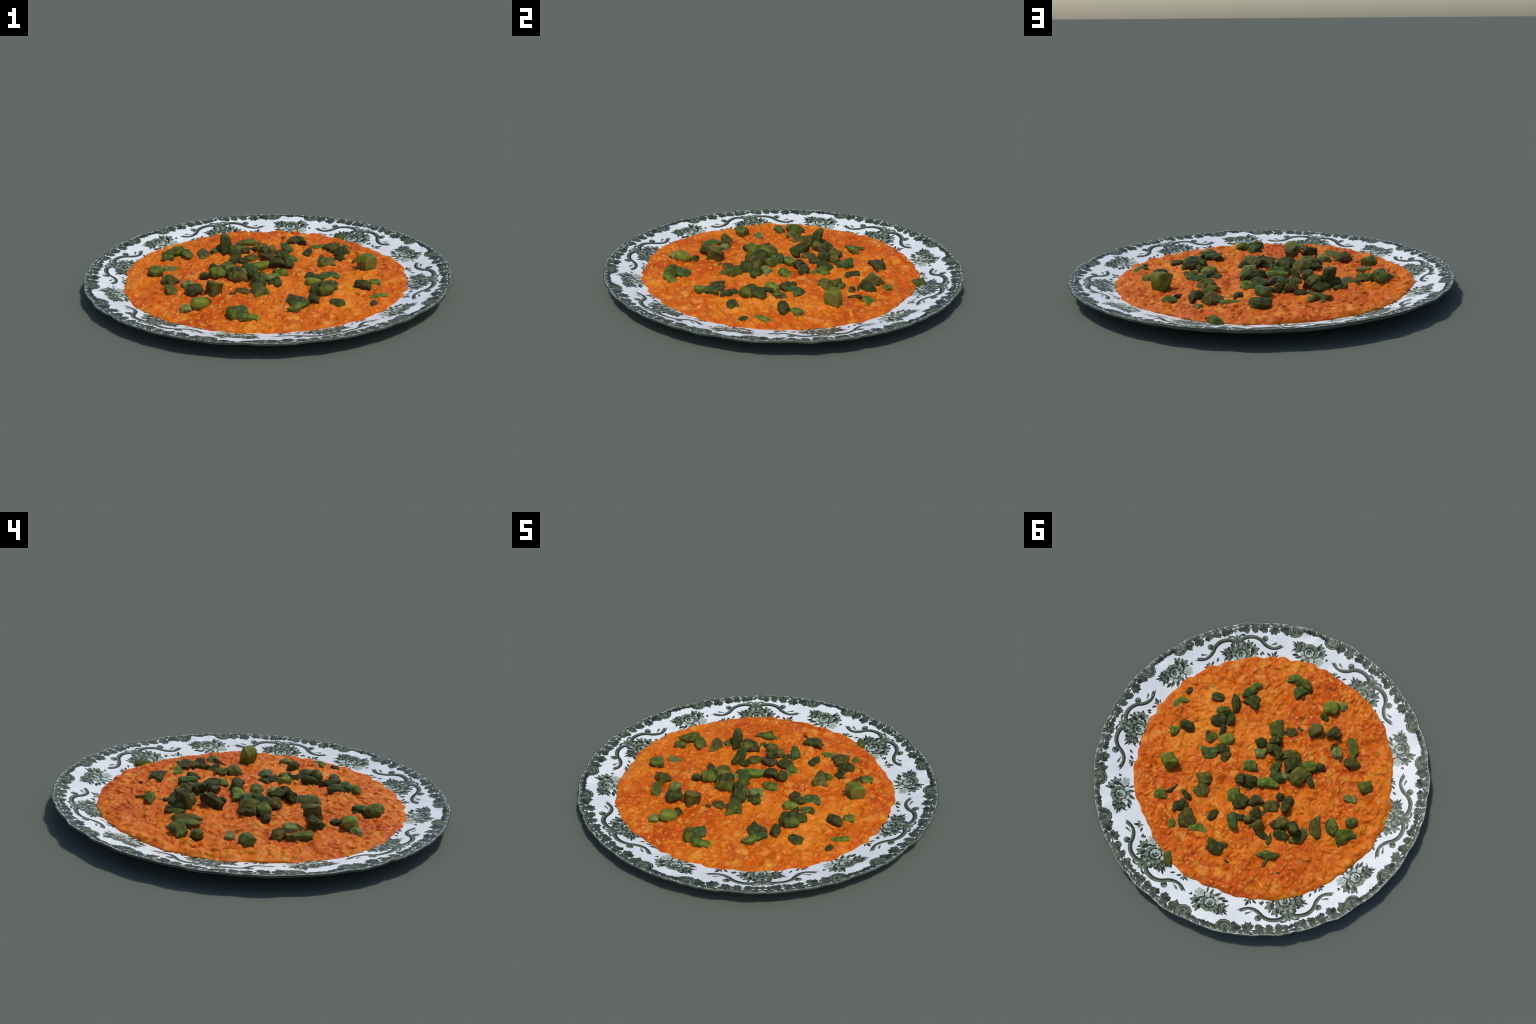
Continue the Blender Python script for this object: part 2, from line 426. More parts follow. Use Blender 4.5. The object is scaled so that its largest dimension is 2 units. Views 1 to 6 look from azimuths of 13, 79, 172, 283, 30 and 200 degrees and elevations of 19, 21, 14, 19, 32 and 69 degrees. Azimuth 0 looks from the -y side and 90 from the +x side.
def plate_mesh(parent):
    H = math.radians(30) * R_REF
    motif_b, motif_s, motif_e = bouquet(), scroll(), border()
    layers = []          # (motif kind, sector, colour, outline as polar r/theta)
    def put(kind, sector, sheet, th0, r0, sc):
        for col, p in sheet.items:
            layers.append((kind, sector, col, p[:, 1] * sc + r0, th0 + p[:, 0] * sc / R_REF))
    # the border first, bouquets and scrolls over it
    for k in range(6):
        put('border', k, motif_e, PHASE + k * TAU / 6, 0, 1)
    for k in range(6):
        th = PHASE + k * TAU / 6
        put('bouquet', k, motif_b, th - 0.008 / R_REF, 0.790, 1.12)
        put('bouquet', k, motif_b, th + TAU / 12 - 0.006, 0.840, 1.0)
        put('scroll', k, motif_s, th, 0, 1)
    pts, faces = [], []
    for kind, k, col, r, th in layers:
        n0 = len(pts)
        r = np.clip(r, R_PRINT0 + .004, R_PRINT1 - .0008)
        q = [Vector((float(a * math.cos(t)), float(a * math.sin(t)))) for a, t in zip(r, th)]
        area = sum(q[i - 1].x * q[i].y - q[i].x * q[i - 1].y for i in range(len(q)))
        if area < 0:
            q.reverse()
        pts += q
        faces.append(list(range(n0, n0 + len(q))))
    # edges of the printed zone and a web of points so that the relief is sampled finely
    edges = []
    for rr, n in ((R_PRINT0, 360), (R_PRINT1, 720)):
        n0 = len(pts)
        pts += [Vector((rr * math.cos(i * TAU / n), rr * math.sin(i * TAU / n))) for i in range(n)]
        edges += [(n0 + i, n0 + (i + 1) % n) for i in range(n)]
    for i, rr in enumerate(np.arange(0.675, R_PRINT1 - 0.004, 0.0105)):
        n = 540
        for j in range(n):
            a = (j + 0.5 * (i % 2)) * TAU / n
            pts.append(Vector((rr * math.cos(a), rr * math.sin(a))))
    co, _, tris, _, _, orig = delaunay_2d_cdt(pts, edges, faces, 0, 1e-6, True)
    xy = np.array([(v.x, v.y) for v in co])
    tri = np.array([f[:3] for f in tris])
    rad = np.hypot(xy[:, 0], xy[:, 1]); th = np.arctan2(xy[:, 1], xy[:, 0])
    cen = xy[tri].mean(1)
    keep = (rad[tri].min(1) > R_PRINT0 - 1e-4) & (np.hypot(cen[:, 0], cen[:, 1]) > R_PRINT0 * math.cos(math.pi / 360))
    pos = plate_point(rad, th)
    nor = plate_normal(rad, th)
    groups = {}
    for i, f in enumerate(tri):
        if not keep[i]:
            continue
        if orig[i]:
            top = layers[max(orig[i])]
            col = top[2]
            key = (top[0], top[1]) if col != W_ else ('plate', 0)
        else:
            key, col = ('plate', 0), W_
        groups.setdefault(key, []).append((f, col))
    names = {'bouquet': 'printed_flower_bouquet', 'scroll': 'printed_scroll', 'border': 'printed_leaf_border'}

    # --- the rest of the plate: floor, lip and underside turned on a wheel
    nseg = 720
    a = np.arange(nseg) * TAU / nseg
    V, N_, F, Mi = [], [], [], []
    def ring_rows(rows):
        base = len(V)
        for row in rows:
            V.extend(row)
        for i in range(len(rows) - 1):
            for j in range(nseg):
                j2 = (j + 1) % nseg
                F.append((base + i * nseg + j, base + i * nseg + j2, base + (i + 1) * nseg + j2, base + (i + 1) * nseg + j))
        return base
    sc = scallop(a)
    bead = 0.0010 * np.cos(240 * a)
    edge = plate_point(np.full(nseg, R_PRINT1), a)
    rows = [edge]
    for dr, dz, w in ((0.0020, 0.0006, 1), (0.0040, 0.0000, 1), (0.0055, -0.0022, .7), (0.0055, -0.0055, .3), (0.0035, -0.0085, 0)):
        rr = R_PRINT1 + dr + sc + bead * w
        rows.append(np.stack([rr * np.cos(a), rr * np.sin(a), edge[:, 2] + dz + 0 * a], 1))
    lip_rows = len(rows)
    lip_z = edge[:, 2] - 0.0085
    for rr, z, follow in ((0.980, 0.0665, 0.9), (0.93, 0.0465, 0.6), (0.88, 0.031, .3), (0.83, 0.019, 0), (0.77, 0.0125, 0),
                          (0.66, 0.0105, 0), (0.615, 0.008, 0), (0.604, 0.0010, 0), (0.598, 0.0, 0), (0.588, 0.0, 0), (0.582, 0.0010, 0),
                          (0.572, 0.0085, 0), (0.4, 0.009, 0), (0.2, 0.009, 0), (0.02, 0.009, 0)):
        q = rr + sc * follow
        rows.append(np.stack([q * np.cos(a), q * np.sin(a), z + (lip_z - 0.0725) * follow], 1))
    ring_rows(rows)
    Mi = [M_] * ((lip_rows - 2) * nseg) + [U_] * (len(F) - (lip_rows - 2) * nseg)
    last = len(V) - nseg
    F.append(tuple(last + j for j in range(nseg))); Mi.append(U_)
    # flat well under the food
    n0 = len(F)
    rows = []
    for rr in (0.02, 0.3, 0.5, 0.6, R_PRINT0):
        rows.append(plate_point(np.full(nseg, rr), a))
    base = ring_rows(rows)
    F.append(tuple(base + j for j in reversed(range(nseg))))
    Mi += [W_] * (len(F) - n0)
    F = [tuple(reversed(f)) if i < n0 else tuple(f) for i, f in enumerate(F)]
    # well rows run outwards, so they must face up
    F = F[:n0] + [tuple(reversed(f)) for f in F[n0:]]

    def build(name, flist, par, extra=None):
        used = {}
        vs, ns, fs, ms = [], [], [], []
        for f, col in flist:
            idx = []
            for v in f:
                if v not in used:
                    used[v] = len(vs)
                    vs.append(pos[v]); ns.append(nor[v])
                idx.append(used[v])
            fs.append(idx); ms.append(col)
        nprint = len(vs)
        if extra:
            fs += [tuple(i + nprint for i in f) for f in extra[1]]
            vs += list(extra[0]); ms += extra[2]
        cols = sorted(set(ms))
        me = new_mesh(name, vs, fs, [PRINT[c] for c in cols])
        me.polygons.foreach_set('material_index', [cols.index(m) for m in ms])
        auto = [tuple(v.vector) for v in me.vertex_normals]
        me.normals_split_custom_set_from_vertices([tuple(map(float, n)) for n in ns] + auto[nprint:])
        return add_object(name, me, par)
    plate = build('plate', groups.pop(('plate', 0)), parent, (V, F, Mi))
    for key in sorted(groups):
        build(names[key[0]], groups[key], plate)
    return plate

# ------------------------------------------------------------------- risotto
EDGE = [0.762, 0.762, 0.759, 0.743, 0.749, 0.762, 0.759, 0.772, 0.777, 0.781, 0.776, 0.792,
        0.794, 0.774, 0.793, 0.798, 0.798, 0.782, 0.780, 0.780, 0.770, 0.774, 0.776, 0.769]   # every 15 degrees
edge_noise = WaveField(21, 0.06, 0.2, 30)
lump_big = WaveField(22, 0.22, 0.5, 24)
lump_mid = WaveField(23, 0.055, 0.15, 60)

def food_edge(theta):
    k = np.arange(25) * 15.0
    d = np.degrees(theta) % 360
    return np.interp(d, k, EDGE + EDGE[:1]) + 0.0040 * edge_noise(0.78 * np.cos(theta), 0.78 * np.sin(theta))

def food_base(x, y):
    """Height of the smooth risotto surface: almost level, rounding down at the edge."""
    r = np.hypot(x, y); th = np.arctan2(y, x)
    e = food_edge(th)
    d = np.clip((e - r) / (0.060 - 0.028 * np.sin(th)), 0, 1)
    wall = np.sqrt(1 - (1 - d) ** 2)
    foot = plate_z(e, th) - 0.002
    top = 0.0530 + 0.0065 * np.clip(1 - (r / 0.62) ** 2, 0, 1) + 0.0026 * lump_big(x, y) + 0.0040 * lump_mid(x, y) + 0.006 * (r / 0.77) * np.cos(th - 2.53)
    return foot + (top - foot) * wall

GRAINS = []
def lay_grains():
    """Rice grains strewn at random, a little sparser where sauce has pooled."""
    pool = WaveField(24, 0.18, 0.45, 20)
    r = np.random.default_rng(31)
    cell = {}
    while len(GRAINS) < 2700:
        x, y = r.uniform(-.8, .8, 2)
        if math.hypot(x, y) > float(food_edge(np.array(math.atan2(y, x)))) - 0.012:
            continue
        wet = float(pool(x, y))
        if r.random() < 0.55 * smooth(0.1, 1.0, wet):
            continue
        key = (int(x // .03), int(y // .03))
        near = [g for i in (-1, 0, 1) for j in (-1, 0, 1) for g in cell.get((key[0] + i, key[1] + j), [])]
        if any((g[0] - x) ** 2 + (g[1] - y) ** 2 < 0.0138 ** 2 for g in near):
            continue
        g = (x, y, r.uniform(0, math.pi), r.uniform(.032, .060), r.uniform(.013, .022), r.uniform(-.004, .0035) - .0035 * float(smooth(0, 1, wet)), r.uniform(-.25, .25))
        GRAINS.append(g)
        cell.setdefault(key, []).append(g)

GN = 1000
GEXT = 0.85
def grain_field():
    """Sauce-coated swellings over the grains, on a square field."""
    f = np.full((GN, GN), -0.006)
    step = 2 * GEXT / (GN - 1)
    for x, y, a, L, W, up, tilt in GRAINS:
        i, j = (x + GEXT) / step, (y + GEXT) / step
        m = int(L / 2 / step) + 4
        i0, i1, j0, j1 = int(i) - m, int(i) + m + 1, int(j) - m, int(j) + m + 1
        X, Y = np.meshgrid((np.arange(i0, i1) - i) * step, (np.arange(j0, j1) - j) * step, indexing='ij')
        u = X * math.cos(a) + Y * math.sin(a)
        v = -X * math.sin(a) + Y * math.cos(a)
        q = (u / (L * .56)) ** 2 + (v / (W * .66)) ** 2
        h = up + u * tilt + W * .37 * (np.sqrt(np.clip(1 - q, 0, 1)) - .55) 
        h = np.where(q < 1, h, -0.006)
        f[i0:i1, j0:j1] = np.maximum(f[i0:i1, j0:j1], h)
    for _ in range(6):      # sauce softens the creases
        f = (f + np.roll(f, 1, 0) + np.roll(f, -1, 0) + np.roll(f, 1, 1) + np.roll(f, -1, 1)) / 5
    return f

def sample(f, x, y):
    step = 2 * GEXT / (GN - 1)
    i = np.clip((np.asarray(x) + GEXT) / step, 0, GN - 2.001); j = np.clip((np.asarray(y) + GEXT) / step, 0, GN - 2.001)
    i0, j0 = i.astype(int), j.astype(int); a, b = i - i0, j - j0
    return (f[i0, j0] * (1 - a) * (1 - b) + f[i0 + 1, j0] * a * (1 - b) + f[i0, j0 + 1] * (1 - a) * b + f[i0 + 1, j0 + 1] * a * b)

def soft_grains(m, scale, lo, hi):
    """Soft, lens-shaped pale patches: grains that lie just under the sauce."""
    warp = m.node('ShaderNodeTexNoise')
    warp.inputs['Scale'].default_value = 9
    m.link(m.coords(), warp.inputs['Vector'])
    add = m.node('ShaderNodeVectorMath', operation='MULTIPLY_ADD')
    m.link(warp.outputs['Color'], add.inputs[0])
    add.inputs[1].default_value = (.09, .09, .09)
    m.link(m.coords((1, 1, .4)), add.inputs[2])
    v = m.node('ShaderNodeTexVoronoi')
    v.inputs['Scale'].default_value = scale
    m.link(add.outputs[0], v.inputs['Vector'])
    d = m.ramp(v.outputs['Distance'], [(lo, (1, 1, 1, 1)), (hi, (0, 0, 0, 1))])
    sep = m.node('ShaderNodeSeparateColor')
    m.link(v.outputs['Color'], sep.inputs[0])
    return d, sep.outputs[0], sep.outputs[1]

def risotto_material():
    m = Mat('orange_risotto_sauce', rough=0.5, spec=0.14)
    patch = m.noise(3.0, 3, .55)
    fine = m.noise(38, 4, .6, dist=.6)
    base = m.ramp(m.math('ADD', m.math('MULTIPLY', patch, .6), m.math('MULTIPLY', fine, .4)),
                  [(0.38, srgb(186, 72, 10)), (0.48, srgb(204, 92, 13)), (0.56, srgb(216, 112, 20)), (0.64, srgb(226, 130, 30))])
    c = base
    for scale, lo, hi, tints in ((15, .15, .55, (srgb(218, 122, 26), srgb(226, 144, 40), srgb(226, 146, 58))),
                                 (27, .12, .48, (srgb(216, 124, 26), srgb(226, 146, 42), srgb(226, 144, 66))),
                                 (40, .10, .42, (srgb(222, 134, 32), srgb(230, 154, 60), srgb(230, 156, 92)))):
        d, which, tint = soft_grains(m, scale, lo, hi)
        on = m.ramp(which, [(.40, (0, 0, 0, 1)), (.60, (.85, .85, .85, 1))])
        fac = m.math('MULTIPLY', d, on)
        c = m.mix(fac, c, m.ramp(tint, [(.2, tints[0]), (.6, tints[1]), (.9, tints[2])]))
    # specks of pepper
    v = m.node('ShaderNodeTexVoronoi')
    v.inputs['Scale'].default_value = 14
    m.link(m.coords(), v.inputs['Vector'])
    speck = m.math('LESS_THAN', v.outputs['Distance'], 0.055)
    c = m.mix(m.math('MULTIPLY', speck, .8), c, srgb(85, 32, 14))
    m.color(c)
    m.bump(m.noise(60, 3, .6), .2, .004)
    return m.m

def grain_material():
    m = Mat('rice_grain_in_sauce', rough=0.48, spec=0.16)
    g = m.node('ShaderNodeNewGeometry')
    island = g.outputs['Random Per Island']
    c = m.ramp(island, [(0.0, srgb(216, 116, 20)), (0.3, srgb(224, 138, 34)), (0.55, srgb(230, 154, 54)), (0.8, srgb(232, 154, 84)), (1.0, srgb(238, 176, 100))])
    coat = m.noise(30, 4, .6)
    c = m.mix(m.ramp(coat, [(0.40, (0, 0, 0, 1)), (0.60, (.9, .9, .9, 1))]), c, srgb(208, 98, 14))
    m.color(c)
    return m.m

def ellipsoid(nu=9, nv=6):
    v = [(1, 0, 0)]
    for i in range(1, nv):
        a = math.pi * i / nv
        for j in range(nu):
            b = TAU * j / nu
            v.append((math.cos(a), math.sin(a) * math.cos(b), math.sin(a) * math.sin(b)))
    v.append((-1, 0, 0))
    f = [(0, 1 + j, 1 + (j + 1) % nu) for j in range(nu)]
    for i in range(nv - 2):
        f += [(1 + i * nu + j, 1 + (i + 1) * nu + j, 1 + (i + 1) * nu + (j + 1) % nu, 1 + i * nu + (j + 1) % nu) for j in range(nu)]
    e = len(v) - 1
    f += [(e, 1 + (nv - 2) * nu + (j + 1) % nu, 1 + (nv - 2) * nu + j) for j in range(nu)]
    return np.array(v, float), f

def build_risotto(parent):
    lay_grains()
    field = grain_field()
    micro = WaveField(27, 0.012, 0.03, 40)
    N = 430
    g = np.linspace(-1, 1, N + 1)
    A, B = np.meshgrid(g, g, indexing='ij')
    big = np.abs(A) > np.abs(B)
    with np.errstate(divide='ignore', invalid='ignore'):
        rad = np.where(big, A, B)
        ph = np.where(big, math.pi / 4 * B / A, math.pi / 2 - math.pi / 4 * A / B)
    ph = np.nan_to_num(ph)
    x, y = rad * np.cos(ph), rad * np.sin(ph)
    th = np.arctan2(y, x)
    e = food_edge(th)
    x, y = x * e, y * e
    r = np.hypot(x, y)
    z = food_base(x, y)
    fade = smooth(0, 0.03, e - r)
    z = z + (sample(field, x, y) + 0.0003 * micro(x, y)) * (0.25 + 0.75 * fade) * smooth(-0.001, 0.01, e - r)
    V = np.stack([x, y, z], -1).reshape(-1, 3)
    idx = np.arange((N + 1) ** 2).reshape(N + 1, N + 1)
    Q = np.stack([idx[:-1, :-1], idx[1:, :-1], idx[1:, 1:], idx[:-1, 1:]], -1).reshape(-1, 4)
    F = [tuple(q) for q in Q]
    # skirt down into the plate and a flat underside, so that it is a solid helping
    rim = list(idx[0, :-1]) + list(idx[:-1, -1]) + list(idx[-1, :0:-1]) + list(idx[:0:-1, 0])
    n0 = len(V)
    low = V[rim].copy(); low[:, 2] = 0.0285; low[:, :2] *= 0.985
    low[:, 2] = np.maximum(0.0285, plate_z(np.hypot(low[:, 0], low[:, 1]), np.arctan2(low[:, 1], low[:, 0])) - 0.004)
    V = np.vstack([V, low])
    n = len(rim)
    F += [(rim[i], rim[(i + 1) % n], n0 + (i + 1) % n, n0 + i) for i in range(n)]
    F.append(tuple(n0 + i for i in range(n)))
    a, b, c = (V[k] for k in F[0][:3])
    if np.cross(b - a, c - a)[2] < 0:
        F = [tuple(reversed(f)) for f in F]
    ob = add_object('risotto', new_mesh('risotto', V, F, [risotto_material()]), parent)
    # grains that show through the sauce
    ev, ef = ellipsoid()
    gv, gf = [], []
    r2 = random.Random(9)
    for x, y, a, L, W, up, tilt in GRAINS:
        if r2.random() < 0.6 or up < -.0025:
            continue
        ee = float(food_edge(np.array(math.atan2(y, x)))) - math.hypot(x, y)
        if ee < 0.03:
            continue
        zt = float(food_base(np.array(x), np.array(y))) + up
        p = ev * (L * .5, W * .56, W * .50)
        bend = r2.uniform(-.12, .12)
        p[:, 1] += bend * (p[:, 0] ** 2) / L * 4 * .5
        q = np.stack([p[:, 0] * math.cos(a) - p[:, 1] * math.sin(a), p[:, 0] * math.sin(a) + p[:, 1] * math.cos(a), p[:, 2] + p[:, 0] * tilt], 1)
        q += (x, y, zt - W * .35 + r2.uniform(-.001, .0008))
        gf += [tuple(k + len(gv) for k in f) for f in ef]
        gv += list(q)
    gr = add_object('rice_grains', new_mesh('rice_grains', gv, gf, [grain_material()]), ob)
    gr['kind'] = 'stuff'
    return ob, field

# ----------------------------------------------------------------- asparagus
def asparagus_material(name, dark, light, end, streak=1.0):
    m = Mat(name, rough=0.42, spec=0.12)
    fib = m.noise(9, 4, .6, vec=m.coords((0.35, 4, 4)), dist=.4)
    blot = m.noise(3.0, 3, .6, vec=m.coords((1, 1, 1)))
    f = m.math('ADD', m.math('MULTIPLY', fib, .5), m.math('MULTIPLY', blot, .5))
    deep = tuple(v * .62 for v in dark[:3]) + (1,)
    c = m.ramp(f, [(0.33, deep), (0.44, dark), (0.58, light), (0.68, tuple(v * 1.25 for v in light[:3]) + (1,))])
    info = m.node('ShaderNodeObjectInfo')
    hue = m.node('ShaderNodeHueSaturation')
    m.link(m.math('ADD', m.math('MULTIPLY', info.outputs['Random'], .03), .472), hue.inputs['Hue'])
    m.link(m.math('ADD', m.math('MULTIPLY', info.outputs['Random'], .40), .95), hue.inputs['Value'])
    m.link(c, hue.inputs['Color'])
    sep = m.node('ShaderNodeSeparateXYZ')
    m.link(m.coords(), sep.inputs[0])
    ex = m.math('ABSOLUTE', sep.outputs[0])
    mask = m.ramp(ex, [(0.455, (0, 0, 0, 1)), (0.475, (.8, .8, .8, 1))])
    m.color(m.mix(mask, hue.outputs['Color'], end))
    m.bump(fib, .35, .05)
    return m.m

ASP = {
    'B': asparagus_material('asparagus_fresh_green', srgb(72, 88, 28), srgb(110, 128, 48), srgb(120, 132, 60)),
    'g': asparagus_material('asparagus_green', srgb(62, 70, 24), srgb(98, 108, 40), srgb(104, 110, 50)),
    'd': asparagus_material('asparagus_dark_green', srgb(46, 50, 21), srgb(78, 85, 34), srgb(84, 88, 42)),
    't': asparagus_material('asparagus_bluish_green', srgb(50, 70, 30), srgb(82, 104, 46), srgb(90, 108, 54)),
    'o': asparagus_material('asparagus_olive', srgb(72, 70, 24), srgb(108, 106, 42), srgb(112, 106, 50)),
    'y': asparagus_material('asparagus_yellow_green', srgb(92, 104, 28), srgb(122, 130, 48), srgb(130, 132, 60)),
    'p': asparagus_material('asparagus_pale_cut', srgb(88, 100, 46), srgb(130, 138, 76), srgb(138, 142, 84)),
    'n': asparagus_material('asparagus_browned', srgb(56, 48, 24), srgb(92, 82, 40), srgb(90, 80, 42)),
}

def chunk_mesh(name, seed, kind, n=30, m=22):
    """A cut length of stalk, unit long on X, unit thick; cut clean (c), shrivelled (s) or a rounded stub (b)."""
    r = random.Random(seed)
    off = Vector((seed * 3.1, seed * 1.7, seed * .9))
    sq = {'c': r.uniform(.05, .3), 's': r.uniform(0, .3), 'b': r.uniform(0, .1)}[kind]
    rib = {'c': .02, 's': .05, 'b': .015}[kind]
    lump = {'c': .14, 's': .30, 'b': .20}[kind]
    bend = {'c': .06, 's': .22, 'b': .07}[kind] * r.choice((-1, 1))
    taper = r.uniform(-.2, .2) if kind != 's' else r.uniform(-.5, .5)
    skew = (r.uniform(-.32, .32), r.uniform(-.32, .32)) if kind != 'b' else (0, 0)
    nrib = r.randint(5, 9)
    # stations: flat cut faces with a small rounded shoulder
    if kind == 'b':
        st = [(-.5 * math.cos(t), max(.0, math.sin(t)) ** .55) for t in np.linspace(0.0, math.pi, m)]
    else:
        sh = .05 if kind == 'c' else .10
        st = [(-.5, 0.0), (-.5, .35), (-.5, .66)]
        st += [(-.5 + sh * (1 - math.cos(t)), .66 + .34 * math.sin(t) if kind == 'c' else .6 + .4 * math.sin(t)) for t in np.linspace(.15, math.pi / 2, 5)]
        mid = [(x, 1.0) for x in np.linspace(-.5 + sh, .5 - sh, m - 10)[1:-1]]
        st = st + mid + [(-x, q) for x, q in reversed(st)]
    # flat facets where knife and pan have squared the piece off
    cuts = []
    for _ in range({'c': 4, 's': 8, 'b': 3}[kind]):
        d = Vector((r.uniform(-.8, .8), r.uniform(-1, 1), r.uniform(-.4, 1)))
        cuts.append((d.normalized(), r.uniform(.37, .50) if kind == 's' else r.uniform(.42, .52)))
    tri = r.uniform(.05, .16) if kind == 's' else 0
    V = []
    for x, q in st:
        for j in range(n):
            a = TAU * j / n
            ca, sa = math.cos(a), math.sin(a)
            rr = .5 * q / (abs(ca) ** (2 + 3 * sq) + abs(sa) ** (2 + 3 * sq)) ** (1 / (2 + 3 * sq))
            rr *= 1 + tri * math.cos(3 * a + seed)
            rr *= 1 + rib * math.cos(nrib * a + seed + x * .8) + taper * x
            p = Vector((x, rr * ca, rr * sa))
            d = noise.noise(p * 2.1 + off) * lump + noise.noise(p * 5.0 + off) * lump * .4
            p.y *= 1 + d; p.z *= 1 + d
            p.x += (skew[0] * p.y + skew[1] * p.z) * (abs(x) * 2) ** 3 * (1 if x > 0 else -1)
            p.x += noise.noise(Vector((1, p.y * 3, p.z * 3)) + off) * .05 * (abs(x) * 2) ** 4
            p.y += bend * (4 * x * x - .4)
            for nrm, dist in cuts:
                over = p.dot(nrm) - dist
                if over > 0:
                    p -= nrm * (over * .9)
            V.append(p)
    F = []
    M = len(st)
    for i in range(M - 1):
        for j in range(n):
            F.append((i * n + j, i * n + (j + 1) % n, (i + 1) * n + (j + 1) % n, (i + 1) * n + j))
    F = [tuple(reversed(f)) for f in F]
    me = new_mesh(name, V, F, [ASP['g']])
    import bmesh
    bm = bmesh.new(); bm.from_mesh(me)
    bmesh.ops.remove_doubles(bm, verts=bm.verts, dist=1e-5)
    bmesh.ops.recalc_face_normals(bm, faces=bm.faces)
    bm.to_mesh(me); bm.free()
    me.polygons.foreach_set('use_smooth', [True] * len(me.polygons))
    return me

